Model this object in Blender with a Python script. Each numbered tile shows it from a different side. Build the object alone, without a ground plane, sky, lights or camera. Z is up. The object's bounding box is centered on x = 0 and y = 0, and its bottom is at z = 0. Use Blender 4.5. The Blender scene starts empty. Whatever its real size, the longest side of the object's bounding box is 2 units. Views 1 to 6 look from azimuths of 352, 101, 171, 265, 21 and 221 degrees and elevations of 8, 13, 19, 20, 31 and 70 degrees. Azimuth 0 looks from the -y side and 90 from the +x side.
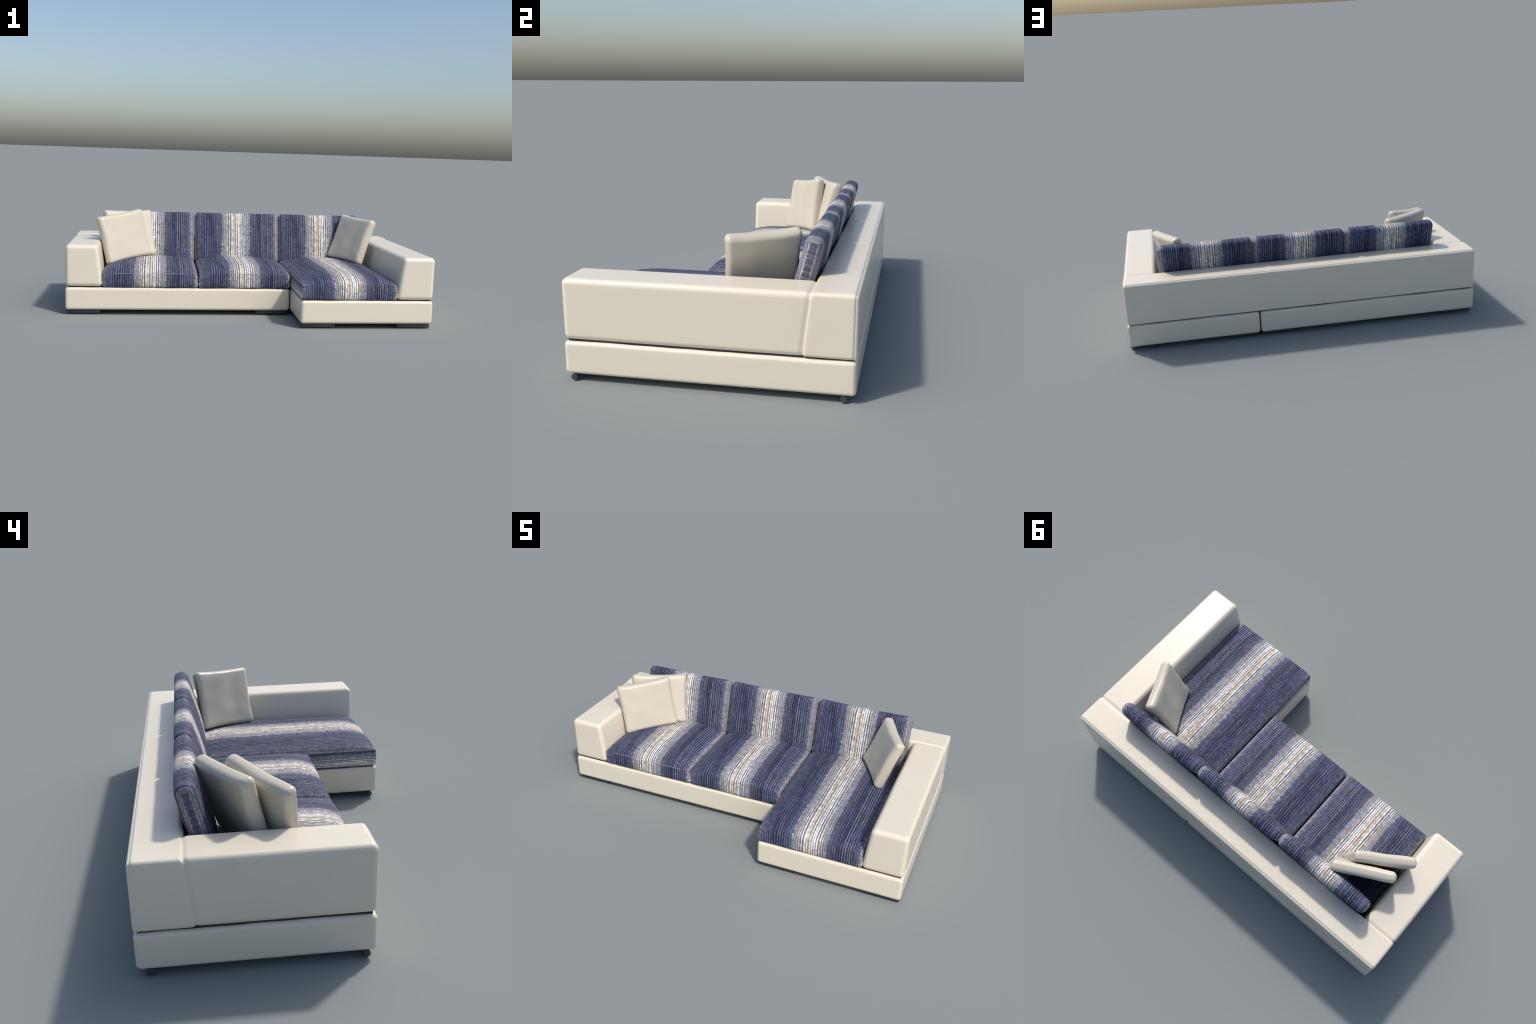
"""Corner sofa: cream leather frame on dark bar feet, striped seat and back cushions, three loose pillows."""
import bpy, math
from mathutils import Vector, Matrix, noise

# ------------------------------------------------------------------ materials
def new_mat(name):
    m = bpy.data.materials.new(name)
    m.use_nodes = True
    nt = m.node_tree
    b = nt.nodes["Principled BSDF"]
    return m, nt, b


class G:
    """Small helper that writes node graphs as expressions."""
    def __init__(self, nt):
        self.nt = nt

    def put(self, sock, v):
        if v is None:
            return
        if isinstance(v, bpy.types.NodeSocket):
            self.nt.links.new(v, sock)
        else:
            sock.default_value = v

    def math(self, op, a, b=None, c=None, clamp=False):
        n = self.nt.nodes.new("ShaderNodeMath")
        n.operation = op
        n.use_clamp = clamp
        for s, v in zip(n.inputs, (a, b, c)):
            self.put(s, v)
        return n.outputs[0]

    def vec(self, x, y, z=0.0):
        n = self.nt.nodes.new("ShaderNodeCombineXYZ")
        for s, v in zip(n.inputs, (x, y, z)):
            self.put(s, v)
        return n.outputs[0]

    def noise(self, v, scale=1.0, detail=0.0, rough=0.5):
        n = self.nt.nodes.new("ShaderNodeTexNoise")
        self.put(n.inputs["Vector"], v)
        n.inputs["Scale"].default_value = scale
        n.inputs["Detail"].default_value = detail
        n.inputs["Roughness"].default_value = rough
        return n.outputs[0]

    def ramp(self, f, stops, interp="LINEAR"):
        n = self.nt.nodes.new("ShaderNodeValToRGB")
        r = n.color_ramp
        r.interpolation = interp
        while len(r.elements) < len(stops):
            r.elements.new(0.5)
        for e, (p, c) in zip(r.elements, stops):
            e.position = p
        for e, (p, c) in zip(r.elements, stops):
            if not isinstance(c, tuple):
                c = (c, c, c)
            e.color = (*c, 1)
        self.put(n.inputs[0], f)
        return n.outputs[0]

    def smooth(self, f, lo, hi):
        n = self.nt.nodes.new("ShaderNodeMapRange")
        n.interpolation_type = "SMOOTHSTEP"
        self.put(n.inputs[0], f)
        n.inputs[1].default_value = lo
        n.inputs[2].default_value = hi
        return n.outputs[0]

    def mix(self, f, a, b, mode="MIX"):
        n = self.nt.nodes.new("ShaderNodeMix")
        n.data_type = "RGBA"
        n.blend_type = mode
        self.put(n.inputs[0], f)
        for s, v in ((n.inputs[6], a), (n.inputs[7], b)):
            if isinstance(v, tuple) and len(v) == 3:
                v = (*v, 1)
            self.put(s, v)
        return n.outputs[2]


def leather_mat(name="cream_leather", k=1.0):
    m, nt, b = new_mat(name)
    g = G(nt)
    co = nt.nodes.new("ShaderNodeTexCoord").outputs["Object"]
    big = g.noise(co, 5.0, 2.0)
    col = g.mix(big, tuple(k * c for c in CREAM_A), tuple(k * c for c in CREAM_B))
    nt.links.new(col, b.inputs["Base Color"])
    b.inputs["Roughness"].default_value = 0.29
    b.inputs["Specular IOR Level"].default_value = 0.5
    grain = g.noise(co, 420.0, 2.0)
    bump = nt.nodes.new("ShaderNodeBump")
    bump.inputs["Strength"].default_value = 0.03
    bump.inputs["Distance"].default_value = 0.001
    nt.links.new(grain, bump.inputs["Height"])
    nt.links.new(bump.outputs[0], b.inputs["Normal"])
    return m


CREAM_A = (0.715, 0.650, 0.525)
CREAM_B = (0.745, 0.678, 0.550)


def plain_mat(name, col, rough):
    m, nt, b = new_mat(name)
    g = G(nt)
    co = nt.nodes.new("ShaderNodeTexCoord").outputs["Object"]
    n = g.noise(co, 60.0, 2.0)
    c = g.mix(n, tuple(0.9 * x for x in col), tuple(1.1 * x for x in col))
    nt.links.new(c, b.inputs["Base Color"])
    b.inputs["Roughness"].default_value = rough
    return m


def fabric_mat(name, half, seat):
    """Striped weave. half = half sizes of the cushion in its own frame.
    Threads cross the cushion in x; the stripes run over the top and down the front.
    On the end faces the stripes follow the rim (distance in from the edge)."""
    hx, hy, hz = half
    W = 2 * hx
    m, nt, b = new_mat(name)
    g = G(nt)
    co = nt.nodes.new("ShaderNodeTexCoord").outputs["Object"]
    sep = nt.nodes.new("ShaderNodeSeparateXYZ")
    nt.links.new(co, sep.inputs[0])
    x, y, z = sep.outputs
    ax = g.math("ABSOLUTE", x)
    u_top = g.math("MULTIPLY_ADD", x, 1 / W, 0.484 if seat else 0.5)
    if seat:
        inset = g.math("SUBTRACT", RIM, z)
        u_end = g.math("MULTIPLY_ADD", inset, -1.5 / W, 0.685)
        below = g.math("LESS_THAN", z, RIM - 0.002)
        end = g.math("MULTIPLY", g.math("GREATER_THAN", ax, hx - 0.005), below)
        v_end = y
    else:
        iy = g.math("SUBTRACT", hy, g.math("ABSOLUTE", y))
        iz = g.math("SUBTRACT", hz, g.math("ABSOLUTE", z))
        inset = g.math("MINIMUM", iy, iz)
        sgn = g.math("SIGN", x)
        u_end = g.math("ADD", g.math("MULTIPLY", inset, g.math("MULTIPLY_ADD", sgn, -0.225 / W, 1.225 / W)), g.math("MULTIPLY_ADD", sgn, 0.011, 0.946))
        end = g.math("GREATER_THAN", ax, hx - 0.010)
        v_end = z
    v_top = g.math("ADD", y, z)

    def pick(a, c):
        n = nt.nodes.new("ShaderNodeMix")
        g.put(n.inputs[0], end); g.put(n.inputs[2], a); g.put(n.inputs[3], c)
        return n.outputs[0]

    u0 = pick(u_top, u_end)
    v = pick(v_top, v_end)
    # ragged edges of the colour bands: the weave rows end at different threads
    rag = g.noise(g.vec(g.math("MULTIPLY", u0, 14.0), g.math("MULTIPLY", v, 120.0)), 1.0, 2.0)
    drift = g.noise(g.vec(g.math("MULTIPLY", u0, 5.0), g.math("MULTIPLY", v, 9.0), 3.3), 1.0, 1.0)
    u = g.math("ADD", u0, g.math("MULTIPLY_ADD", rag, 0.085, -0.0425))
    u = g.math("ADD", u, g.math("MULTIPLY_ADD", drift, 0.016, -0.008))
    uf = g.math("FRACT", u)
    # ground between the ribs, and the ribs
    ground = g.ramp(uf, [
        (0.000, (.16, .16, .19)), (0.012, (.065, .075, .135)), (0.060, (.045, .052, .10)), (0.100, (.022, .028, .075)),
        (0.180, (.014, .017, .052)), (0.255, (.020, .026, .075)), (0.285, (.045, .057, .125)), (0.314, (.058, .074, .15)),
        (0.326, (.22, .22, .25)), (0.370, (.15, .155, .20)), (0.430, (.115, .125, .195)), (0.500, (.145, .15, .205)),
        (0.565, (.11, .122, .195)), (0.605, (.15, .16, .215)), (0.640, (.21, .225, .285)), (0.652, (.060, .074, .145)),
        (0.695, (.038, .042, .082)), (0.735, (.020, .025, .070)), (0.810, (.014, .017, .050)), (0.880, (.022, .028, .080)),
        (0.942, (.050, .062, .130)), (0.958, (.17, .18, .235)), (1.000, (.18, .175, .18))])
    rib = g.ramp(uf, [
        (0.000, (.24, .24, .27)), (0.013, (.12, .135, .22)), (0.100, (.105, .125, .225)), (0.190, (.155, .175, .255)),
        (0.275, (.095, .117, .215)), (0.314, (.115, .135, .225)), (0.328, (.34, .33, .33)), (0.380, (.48, .455, .415)),
        (0.430, (.80, .775, .735)), (0.480, (.68, .61, .50)), (0.530, (.81, .785, .745)), (0.590, (.55, .53, .51)),
        (0.640, (.31, .32, .37)), (0.654, (.105, .125, .21)), (0.735, (.12, .14, .235)), (0.820, (.16, .18, .26)),
        (0.935, (.115, .14, .235)), (0.960, (.30, .305, .345)), (1.000, (.36, .345, .32))])
    ph = g.noise(g.vec(g.math("MULTIPLY", u0, 13.0), 0.37), 1.0, 1.0)
    wig = g.noise(g.vec(g.math("MULTIPLY", u0, 30.0), g.math("MULTIPLY", v, 22.0), 1.7), 1.0, 1.0)
    ang = g.math("ADD", g.math("MULTIPLY", u0, 2 * math.pi * 42), g.math("MULTIPLY_ADD", ph, 9.0, 0.0))
    ang = g.math("ADD", ang, g.math("MULTIPLY", wig, 0.9))
    line = g.math("MULTIPLY_ADD", g.math("SINE", ang), 0.5, 0.5)
    # broken in the weft direction, strength differs from rib to rib
    weft = g.noise(g.vec(g.math("MULTIPLY", u0, 85.0), g.math("MULTIPLY", v, 210.0), 5.1), 1.0, 2.0, 0.6)
    slub = g.noise(g.vec(g.math("MULTIPLY", u0, 46.0), g.math("MULTIPLY", v, 5.0), 8.3), 1.0, 1.0)
    uneven = g.noise(g.vec(g.math("MULTIPLY", u0, 70.0), 0.61), 1.0, 1.0)
    line = g.math("ADD", line, g.math("MULTIPLY_ADD", uneven, 1.1, -0.55))
    line = g.math("ADD", line, g.math("MULTIPLY_ADD", weft, 1.25, -0.625))
    line = g.math("ADD", line, g.math("MULTIPLY_ADD", slub, 1.0, -0.5))
    light = g.ramp(uf, [(0.316, 0.0), (0.328, 1.0), (0.640, 1.0), (0.653, 0.0), (0.945, 0.0), (0.96, .8)])
    white = g.ramp(uf, [(0.36, 0.0), (0.43, 1.0), (0.56, 1.0), (0.61, 0.0)])
    line = g.math("ADD", line, g.math("MULTIPLY_ADD", white, 0.30, -0.10))
    line = g.smooth(line, 0.30, 0.98)
    col = g.mix(line, ground, rib)
    # a few threads are charcoal instead of navy
    char = g.noise(g.vec(g.math("MULTIPLY", u0, 55.0), g.math("MULTIPLY", v, 7.0), 21.0), 1.0, 1.5)
    lum = nt.nodes.new("ShaderNodeRGBToBW")
    nt.links.new(col, lum.inputs[0])
    grey = g.mix(1.0, g.vec(lum.outputs[0], lum.outputs[0], lum.outputs[0]), (1.08, 1.0, 0.90), "MULTIPLY")
    col = g.mix(g.math("MULTIPLY_ADD", g.smooth(char, 0.45, 0.68), 0.42, 0.0), col, grey)
    # cloudy mottling where the bands meet
    cloud = g.noise(g.vec(g.math("MULTIPLY", u0, 34.0), g.math("MULTIPLY", v, 48.0), 4.4), 1.0, 3.0, 0.65)
    cs = g.math("MULTIPLY_ADD", g.smooth(cloud, 0.3, 0.7), 0.64, 0.66)
    col = g.mix(1.0, col, g.vec(cs, cs, cs), "MULTIPLY")
    # tan and ochre slubs: short runs along single threads
    tband = g.ramp(uf, [
        (0.00, .35), (0.03, .45), (0.06, .85), (0.10, .50), (0.17, .30), (0.215, .55), (0.25, .35), (0.268, .95), (0.286, .35),
        (0.33, .50), (0.37, .85), (0.41, .45), (0.44, .75), (0.475, 1.0), (0.51, .40), (0.56, .45), (0.595, 1.0), (0.62, .40),
        (0.645, .30), (0.685, 1.0), (0.73, .60), (0.80, .25), (0.86, .45), (0.905, .45), (0.922, .95), (0.94, .35), (0.97, .60), (1.0, .45)])
    spk = g.noise(g.vec(g.math("MULTIPLY", u0, 48.0), g.math("MULTIPLY", v, 36.0), 11.0), 1.0, 2.5, 0.7)
    spk2 = g.noise(g.vec(g.math("MULTIPLY", u0, 95.0), g.math("MULTIPLY", v, 85.0), 13.0), 1.0, 2.0, 0.6)
    spk = g.math("MAXIMUM", spk, g.math("MULTIPLY", spk2, 0.97))
    tm = g.smooth(g.math("ADD", spk, g.math("MULTIPLY_ADD", tband, 0.40, -0.40)), 0.465, 0.54)
    tan = g.mix(light, (.085, .068, .050), (.40, .295, .155))
    # the single ochre thread is brighter than the brown flecks around it
    ochre = g.ramp(uf, [(0.254, 0.0), (0.268, 1.0), (0.282, 0.0), (0.908, 0.0), (0.922, 1.0), (0.936, 0.0)])
    tan = g.mix(ochre, tan, (.26, .18, .075))
    col = g.mix(g.math("MULTIPLY", tm, 0.74), col, tan)
    # fine light and dark of single threads
    fine = g.noise(g.vec(g.math("MULTIPLY", u0, 150.0), g.math("MULTIPLY", v, 330.0), 2.0), 1.0, 1.0)
    shade = g.math("MULTIPLY_ADD", fine, 1.0, 0.5)
    col = g.mix(1.0, col, g.vec(shade, shade, shade), "MULTIPLY")
    nt.links.new(col, b.inputs["Base Color"])
    b.inputs["Roughness"].default_value = 0.75
    b.inputs["Specular IOR Level"].default_value = 0.3
    b.inputs["Sheen Weight"].default_value = 0.04
    bump = nt.nodes.new("ShaderNodeBump")
    bump.inputs["Strength"].default_value = 0.25
    bump.inputs["Distance"].default_value = 0.0015
    nt.links.new(line, bump.inputs["Height"])
    nt.links.new(bump.outputs[0], b.inputs["Normal"])
    return m


# ------------------------------------------------------------------ geometry helpers
def axis_stops(h, r, nb, nm, lo=True, hi=True):
    """Positions from -h to h with nb steps in each rounded band and nm between."""
    band = [r * math.tan(i / nb * math.pi / 4) for i in range(nb + 1)]
    mid = [-h + r + (2 * h - 2 * r) * i / nm for i in range(nm + 1)]
    return [-(h - r + t) for t in reversed(band)][:-1] + mid + [h - r + t for t in band][1:]


def grid_box(xs, ys, zs):
    """Closed box surface with the given grid stops, as (verts, faces)."""
    idx, verts, faces = {}, [], []

    def vid(i, j, k):
        key = (i, j, k)
        if key not in idx:
            idx[key] = len(verts)
            verts.append(Vector((xs[i], ys[j], zs[k])))
        return idx[key]
    nx, ny, nz = len(xs) - 1, len(ys) - 1, len(zs) - 1
    for i in range(nx):
        for j in range(ny):
            faces.append((vid(i, j, 0), vid(i, j + 1, 0), vid(i + 1, j + 1, 0), vid(i + 1, j, 0)))
            faces.append((vid(i, j, nz), vid(i + 1, j, nz), vid(i + 1, j + 1, nz), vid(i, j + 1, nz)))
    for i in range(nx):
        for k in range(nz):
            faces.append((vid(i, 0, k), vid(i + 1, 0, k), vid(i + 1, 0, k + 1), vid(i, 0, k + 1)))
            faces.append((vid(i, ny, k), vid(i, ny, k + 1), vid(i + 1, ny, k + 1), vid(i + 1, ny, k)))
    for j in range(ny):
        for k in range(nz):
            faces.append((vid(0, j, k), vid(0, j, k + 1), vid(0, j + 1, k + 1), vid(0, j + 1, k)))
            faces.append((vid(nx, j, k), vid(nx, j + 1, k), vid(nx, j + 1, k + 1), vid(nx, j, k + 1)))
    return verts, faces


def round_pt(p, h, r):
    q = Vector([max(-(a - r), min(a - r, c)) for c, a in zip(p, h)])
    o = p - q
    return q + o.normalized() * r if o.length > 1e-9 else p.copy()


def rounded(h, r, seg=(12, 12, 6), nb=6):
    xs, ys, zs = (axis_stops(a, r, nb, n) for a, n in zip(h, seg))
    v, f = grid_box(xs, ys, zs)
    return [round_pt(p, h, r) for p in v], f


def make(name, verts, faces, mat, parent=None, loc=(0, 0, 0), rot=None):
    me = bpy.data.meshes.new(name)
    me.from_pydata([tuple(v) for v in verts], [], faces)
    me.materials.append(mat)
    me.polygons.foreach_set("use_smooth", [True] * len(me.polygons))
    me.update()
    ob = bpy.data.objects.new(name, me)
    bpy.context.scene.collection.objects.link(ob)
    if parent:
        ob.parent = parent
    m = Matrix.Translation(Vector(loc))
    if rot is not None:
        m = m @ rot.to_4x4()
    ob.matrix_basis = m
    return ob


def slab(name, lo, hi, r, mat, parent, seg=(12, 12, 6), warp=None, nb=6, origin=None):
    """Rounded box between two corners; warp moves each point (given in world frame)."""
    lo, hi = Vector(lo), Vector(hi)
    c = (lo + hi) / 2
    o = Vector(origin) if origin is not None else Vector((c.x, c.y, lo.z))
    v, f = rounded((hi - lo) / 2, r, seg, nb)
    out = []
    for p in v:
        w = p + c
        if warp:
            w = warp(w)
        out.append(w - o)
    pl = parent.matrix_world.translation if parent else Vector((0, 0, 0))
    return make(name, out, f, mat, parent, o - pl)


def sstep(a, b, t):
    t = max(0.0, min(1.0, (t - a) / (b - a)))
    return t * t * (3 - 2 * t)


# ------------------------------------------------------------------ sizes (metres)
X, Y = 1.0, 0.535            # half length, half depth of the whole
BASE_LO, BASE_HI = 0.026, 0.154
TOP_LO, TOP_HI = 0.158, 0.391
ARM_W = 0.203                # foot of the arm
SOFA_FRONT, CHAISE_FRONT = -0.210, -Y
SPLIT = 0.266                # between the two bases
SEAT_LO, RIM_Z, CREST = 0.155, 0.234, 0.284
RIM = RIM_Z - SEAT_LO        # in cushion frame

leather = leather_mat()
shade_darkened_leather = leather_mat("cream_leather_shade_darkened", 0.79)  # same leather as the frame, darkened for the shading on the pillow faces
dark = plain_mat("dark_grey_metal", (0.045, 0.05, 0.055), 0.5)
thread_light = plain_mat("pale_thread", (0.45, 0.46, 0.55), 0.8)
thread_dark = plain_mat("dark_thread", (0.03, 0.032, 0.06), 0.8)

sofa = bpy.data.objects.new("corner_sofa", None)
bpy.context.scene.collection.objects.link(sofa)
sofa["label"] = "cream leather corner sofa with blue and white striped cushions"
sofa["category"] = "sofa"
sofa.empty_display_size = 0.3

# ------------------------------------------------------------------ bases and feet
def base_warp(seed):
    def w(p):
        # leather pressed down a little unevenly along the upper edge
        t = sstep(0.120, BASE_HI, p.z)
        n = noise.noise(Vector((p.x * 9, p.y * 9, seed)))
        p.z += 0.0022 * n * t - 0.001 * t
        return p
    return w


def bar_foot(x0, x1, y, parent):
    r, n = 0.0125, 28
    verts, faces = [], []
    prof = [(x0, 0.85), (x0 + .0018, 1.0), (x1 - .0018, 1.0), (x1, 0.85)]
    for xx, k in prof:
        for i in range(n):
            a = 2 * math.pi * i / n
            verts.append(Vector((xx - (x0 + x1) / 2, r * k * math.cos(a), r + r * k * math.sin(a))))
    for s in range(len(prof) - 1):
        for i in range(n):
            j = (i + 1) % n
            faces.append((s * n + i, s * n + j, (s + 1) * n + j, (s + 1) * n + i))
    faces.append(tuple(reversed(range(n))))
    faces.append(tuple(range((len(prof) - 1) * n, len(prof) * n)))
    pl = parent.matrix_world.translation
    ob = make("foot", verts, faces, dark, parent, Vector(((x0 + x1) / 2, y, 0)) - pl)
    for p in ob.data.polygons:
        if len(p.vertices) > 4:
            p.use_smooth = False
    return ob


specs = [(-X, SPLIT - 0.003, SOFA_FRONT, 0.3), (SPLIT + 0.003, X, CHAISE_FRONT, 4.2)]
for x0, x1, yf, seed in specs:
    b = slab("base", (x0, yf, BASE_LO), (x1, Y, BASE_HI), 0.016, leather, sofa, (60, 34, 6), base_warp(seed))
    bpy.context.view_layer.update()
    for yy in (yf + 0.031, Y - 0.042):
        bar_foot(x0 + 0.007, x0 + 0.192, yy, b)
        bar_foot(x1 - 0.192, x1 - 0.007, yy, b)

# ------------------------------------------------------------------ arms and back
def slope(z):
    """How far inner faces lean away from the seat at height z: straight below, curving back near the top."""
    t = max(0.0, (z - TOP_LO) / (TOP_HI - TOP_LO))
    return 0.027 * t ** 1.25


def back_front(z):
    return 0.343 + slope(z)


def arm(x_out, front, sign):
    x_in = x_out - sign * ARM_W
    rear = 0.400                                     # runs a little way into the back
    lo = (min(x_in, x_out), front, TOP_LO)
    hi = (max(x_in, x_out), rear, TOP_HI - 0.0005)

    def w(p):
        ti = abs(p.x - x_out) / ARM_W              # 0 at the outside, 1 at the seat side
        p.x += sign * slope(p.z) * ti
        # filling pulls in a little where it meets the back
        gap = back_front(p.z) - p.y
        tuck = 1 - sstep(-0.001, 0.013, gap)
        near = 1 - sstep(0.0, 0.08, gap)
        up = sstep(0.25, TOP_HI - 0.012, p.z)
        p.z -= (0.0005 * near + 0.0045 * tuck) * up
        p.x -= sign * (0.0005 * near + 0.0035 * tuck) * (1 - ti)
        return p
    return slab("armrest", lo, hi, 0.023, leather, sofa, (14, 180, 16), w, 8)


arm(X - 0.0005, CHAISE_FRONT, 1)
arm(-X + 0.0005, SOFA_FRONT, -1)


def back_warp(p):
    y0, y1 = 0.343, Y - 0.006
    t = (y1 - p.y) / (y1 - y0)
    p.y += slope(p.z) * max(0, min(1, t))
    return p


back = slab("backrest", (-X, 0.343, TOP_LO), (X, Y - 0.006, TOP_HI), 0.015, leather, sofa, (60, 12, 16), back_warp)
bpy.context.view_layer.update()
slab("rear_panel", (-X + 0.0045, Y - 0.030, TOP_LO + 0.001), (X - 0.0045, Y, TOP_HI - 0.0055), 0.009, leather, back, (40, 2, 10))

# dark board set back in the dark groove between the bases and the upholstery above them
near_black = plain_mat("matte_near_black", (0.03, 0.03, 0.03), 0.8)
G_IN = 0.014
slab("recessed_dark_slab", (-X + G_IN, SOFA_FRONT + G_IN, BASE_HI - 0.006), (SPLIT - 0.012, Y - G_IN, TOP_LO + 0.003), 0.001, near_black, sofa, (2, 2, 1), None, 1)
slab("recessed_dark_slab", (SPLIT + 0.012, CHAISE_FRONT + G_IN, BASE_HI - 0.006), (X - G_IN, Y - G_IN, TOP_LO + 0.003), 0.001, near_black, sofa, (2, 2, 1), None, 1)

# ------------------------------------------------------------------ seat cushions
def dome(p, hx, y0, y1, x_c):
    """Puffed top: steep roll at the front, elliptical crown to the sides and the rear."""
    dx = min(1.0, max(0.0, (hx - abs(p.x - x_c)) / hx))
    gx = (1 - (1 - dx) ** 2.25) ** 0.5
    df = min(1.0, max(0.0, (p.y - y0) / 0.165))
    gf = (1 - (1 - df) ** 2.2) ** 0.52
    db = min(1.0, max(0.0, (y1 - p.y) / 0.21))
    gb = (1 - (1 - db) ** 2.2) ** 0.5
    return (CREST - RIM_Z) * gx * gf * gb


def seat(x0, x1, y0, y1):
    hx, hy, hz = (x1 - x0) / 2, (y1 - y0) / 2, RIM / 2
    r = 0.014
    band = lambda h, n: sorted({round(s * h * math.sin(i / n * math.pi / 2) ** 0.8, 6) for i in range(n + 1) for s in (-1, 1)})
    def stops(h, n):
        a = axis_stops(h, r, 4, 1)
        return sorted(set([round(t, 6) for t in a] + [t for t in band(h, n) if abs(t) < h - r - 0.002]))
    xs, ys = stops(hx, 26), stops(hy, 34)
    zs = axis_stops(hz, 0.014, 5, 5)
    v, f = grid_box(xs, ys, zs)
    out = []
    xc, yc = (x0 + x1) / 2, (y0 + y1) / 2
    for p in v:
        if p.z <= 0:
            q = round_pt(p, (hx, hy, hz), r)
        else:                                        # plan rounding only: the rim stays crisp
            q = p.copy()
            ox = max(0, abs(p.x) - (hx - r)); oy = max(0, abs(p.y) - (hy - r))
            if ox > 0 and oy > 0:
                k = max(ox, oy) / math.hypot(ox, oy)
                q.x = math.copysign(hx - r + ox * k, p.x); q.y = math.copysign(hy - r + oy * k, p.y)
        w = Vector((q.x + xc, q.y + yc, q.z + hz))
        lift = sstep(RIM * 0.5, RIM, w.z)
        w.z += dome(Vector((q.x + xc, q.y + yc, 0)), hx, y0, y1, xc) * lift
        # rounded upper edges at the sides and the rear
        d = min(hx - abs(q.x), hy - q.y)
        if d < 0.014:
            t = 1 - max(0.0, d) / 0.014
            w.z -= 0.013 * (1 - math.sqrt(max(0.0, 1 - t * t))) * lift
        # slight bulge of the walls and soft unevenness of the filling
        mid = max(0.0, math.sin(math.pi * min(1, max(0, w.z / RIM))))
        w.y -= 0.003 * mid * (1 if q.y < 0 else 0)
        w.z += 0.0012 * lift * noise.noise(Vector((w.x * 7, w.y * 7, x0)))
        out.append(Vector((w.x - xc, w.y - yc, w.z)))
    mat = fabric_mat("striped_weave_seat", (hx, hy, hz), True)
    return make("seat_cushion", out, f, mat, sofa, (xc, yc, SEAT_LO))


def seam(parent, x0, x1, y, z, mat):
    """Sewn line along the upper front edge of a seat cushion."""
    cu = bpy.data.curves.new("seam", "CURVE")
    cu.dimensions = "3D"
    cu.bevel_depth = 0.0007
    sp = cu.splines.new("POLY")
    n = 30
    sp.points.add(n)
    for i in range(n + 1):
        t = i / n
        sp.points[i].co = (x0 + (x1 - x0) * t, y - 0.0002, z + 0.0012 * math.sin(t * math.pi), 1)
    tmp = bpy.data.objects.new("seam_tmp", cu)
    bpy.context.scene.collection.objects.link(tmp)
    dg = bpy.context.evaluated_depsgraph_get()
    me = bpy.data.meshes.new_from_object(tmp.evaluated_get(dg))
    bpy.data.objects.remove(tmp)
    me.name = "seam"
    me.materials.clear(); me.materials.append(mat)
    ob = bpy.data.objects.new("seam", me)
    bpy.context.scene.collection.objects.link(ob)
    ob.parent = parent
    return ob


SEAT_BACK = 0.330
s1 = seat(-0.799, -0.2670, SOFA_FRONT + 0.002, SEAT_BACK)
s2 = seat(-0.2610, 0.2640, SOFA_FRONT + 0.002, SEAT_BACK)
s3 = seat(0.2695, 0.799, CHAISE_FRONT + 0.004, SEAT_BACK)
hyf = (SEAT_BACK - (SOFA_FRONT + 0.002)) / 2
seam(s1, -0.20, 0.21, -hyf, RIM + 0.001, thread_light)
seam(s2, -0.12, 0.06, -hyf, RIM + 0.001, thread_dark)

# ------------------------------------------------------------------ back cushions
def back_cushion(x0, x1):
    hx, hy, hz = (x1 - x0) / 2, 0.035, 0.162
    v, f = rounded((hx, hy, hz), 0.029, (26, 4, 18), 6)
    out = []
    for p in v:
        u, w = p.x / hx, p.z / hz
        q = p.copy()
        puff = (1 - u * u) * (1 - w * w)
        q.y += (0.011 if p.y < 0 else 0.009) * puff * (-1 if p.y < 0 else 1) * min(1, abs(p.y) / hy)
        q.z -= 0.004 * (1 - u ** 4) * sstep(0.5, 1.0, w)      # upper edge sags between its corners
        q.z += 0.0010 * noise.noise(Vector((p.x * 14, 0, x0))) * sstep(.5, 1, w)
        q.y += 0.0010 * noise.noise(Vector((p.x * 9, p.z * 9, x0 + 3)))
        out.append(q)
    mat = fabric_mat("striped_weave_back", (hx, hy, hz), False)
    tilt = Matrix.Rotation(math.radians(-14.5), 3, "X")
    # top centre of the cushion stands at y 0.364, z 0.540
    top = Vector((0, 0.362, 0.5385))
    c = top - tilt @ Vector((0, 0, hz))
    return make("back_cushion", out, f, mat, sofa, ((x0 + x1) / 2, c.y, c.z), tilt)


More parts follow.
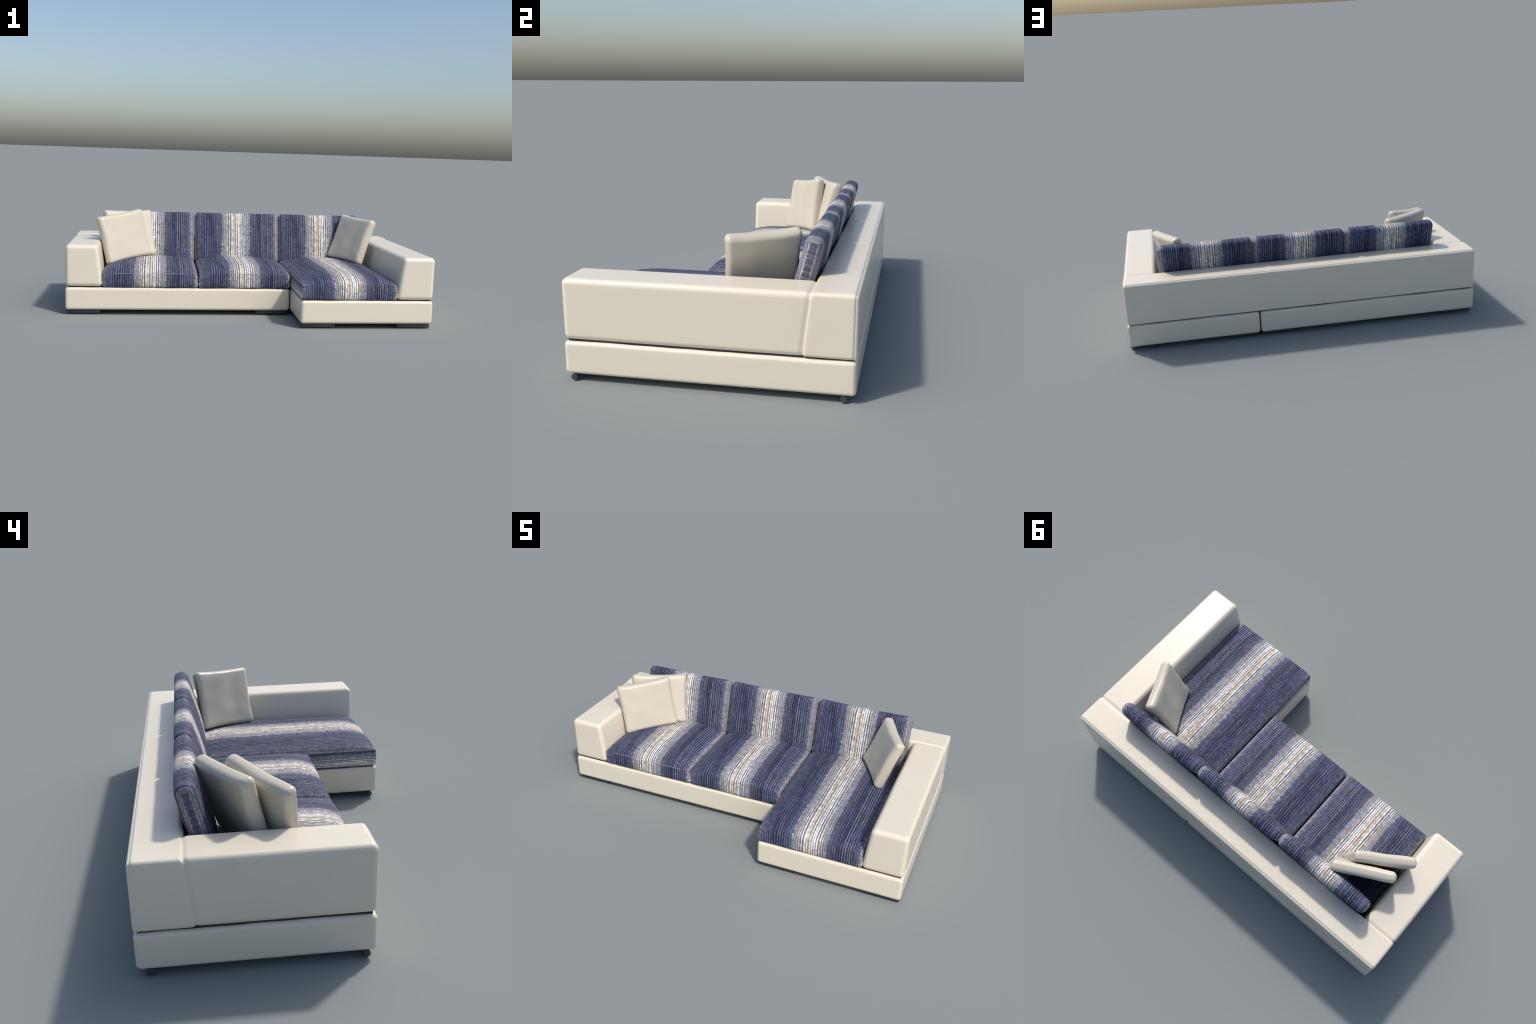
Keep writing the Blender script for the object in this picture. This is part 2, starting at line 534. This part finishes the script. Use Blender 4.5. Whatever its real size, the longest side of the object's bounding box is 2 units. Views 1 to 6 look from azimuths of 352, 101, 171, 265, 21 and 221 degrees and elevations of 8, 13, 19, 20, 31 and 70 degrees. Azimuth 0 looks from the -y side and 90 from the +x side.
back_cushion(-0.803, -0.2675)
back_cushion(-0.2655, 0.267)
back_cushion(0.269, 0.802)

# ------------------------------------------------------------------ loose pillows
def pillow(tl, tr, br, bl, seed, label, hx=0.156, slide=0.0):
    tl, tr, br, bl = map(Vector, (tl, tr, br, bl))
    c = (tl + tr + br + bl) / 4 + Vector((0, 0, -0.0025))
    ux = ((tr - tl) + (br - bl)).normalized()
    nz = ux.cross((tl - bl) + (tr - br)).normalized()
    uy = nz.cross(ux)
    rot = Matrix((ux, uy, nz)).transposed()
    c -= 0.005 * nz                                  # corners were set on the front half of the pad
    hy, hz = 0.1445, 0.0280
    c += slide * ux
    v, f = rounded((hx, hy, hz), 0.024, (22, 22, 3), 6)
    out = []
    for p in v:
        u, w = p.x / hx, p.y / hy
        q = p.copy()
        # sides drawn in between the corners
        q.x -= math.copysign(0.007, p.x) * (1 - w * w) * abs(u) ** 3
        q.y -= math.copysign(0.007, p.y) * (1 - u * u) * abs(w) ** 3
        # flat filling, shallow hollow in the middle, soft lumps
        rr = math.hypot(u, w)
        s = 1 if p.z > 0 else -1
        k = min(1, abs(p.z) / hz)
        q.z += s * k * (0.004 * (1 - u * u) * (1 - w * w) - 0.0015 * math.exp(-(rr / 0.3) ** 2))
        q.z += k * 0.0032 * noise.noise(Vector((p.x * 13, p.y * 13, seed)))
        # slight twist of the whole pad
        q.z += 0.004 * u * w * math.sin(seed)
        out.append(q)
    ob = make("throw_pillow", out, f, shade_darkened_leather, None, c, rot)
    ob["label"] = label
    ob["category"] = "pillow"
    return ob


pillow((-.837, .023, .524), (-.609, .202, .562), (-.536, .175, .298), (-.785, .001, .255), 1.3,
       "square cream leather pillow leaning in the sofa corner")
pillow((-.812, .161, .551), (-.546, .295, .548), (-.510, .230, .286), (-.776, .096, .289), 5.1,
       "square cream leather pillow behind another pillow", 0.159, -0.003)
pillow((.678, .298, .547), (.806, .030, .533), (.732, -.006, .275), (.592, .251, .294), 8.8,
       "square cream leather pillow turned beside the armrest", 0.149, -0.002)
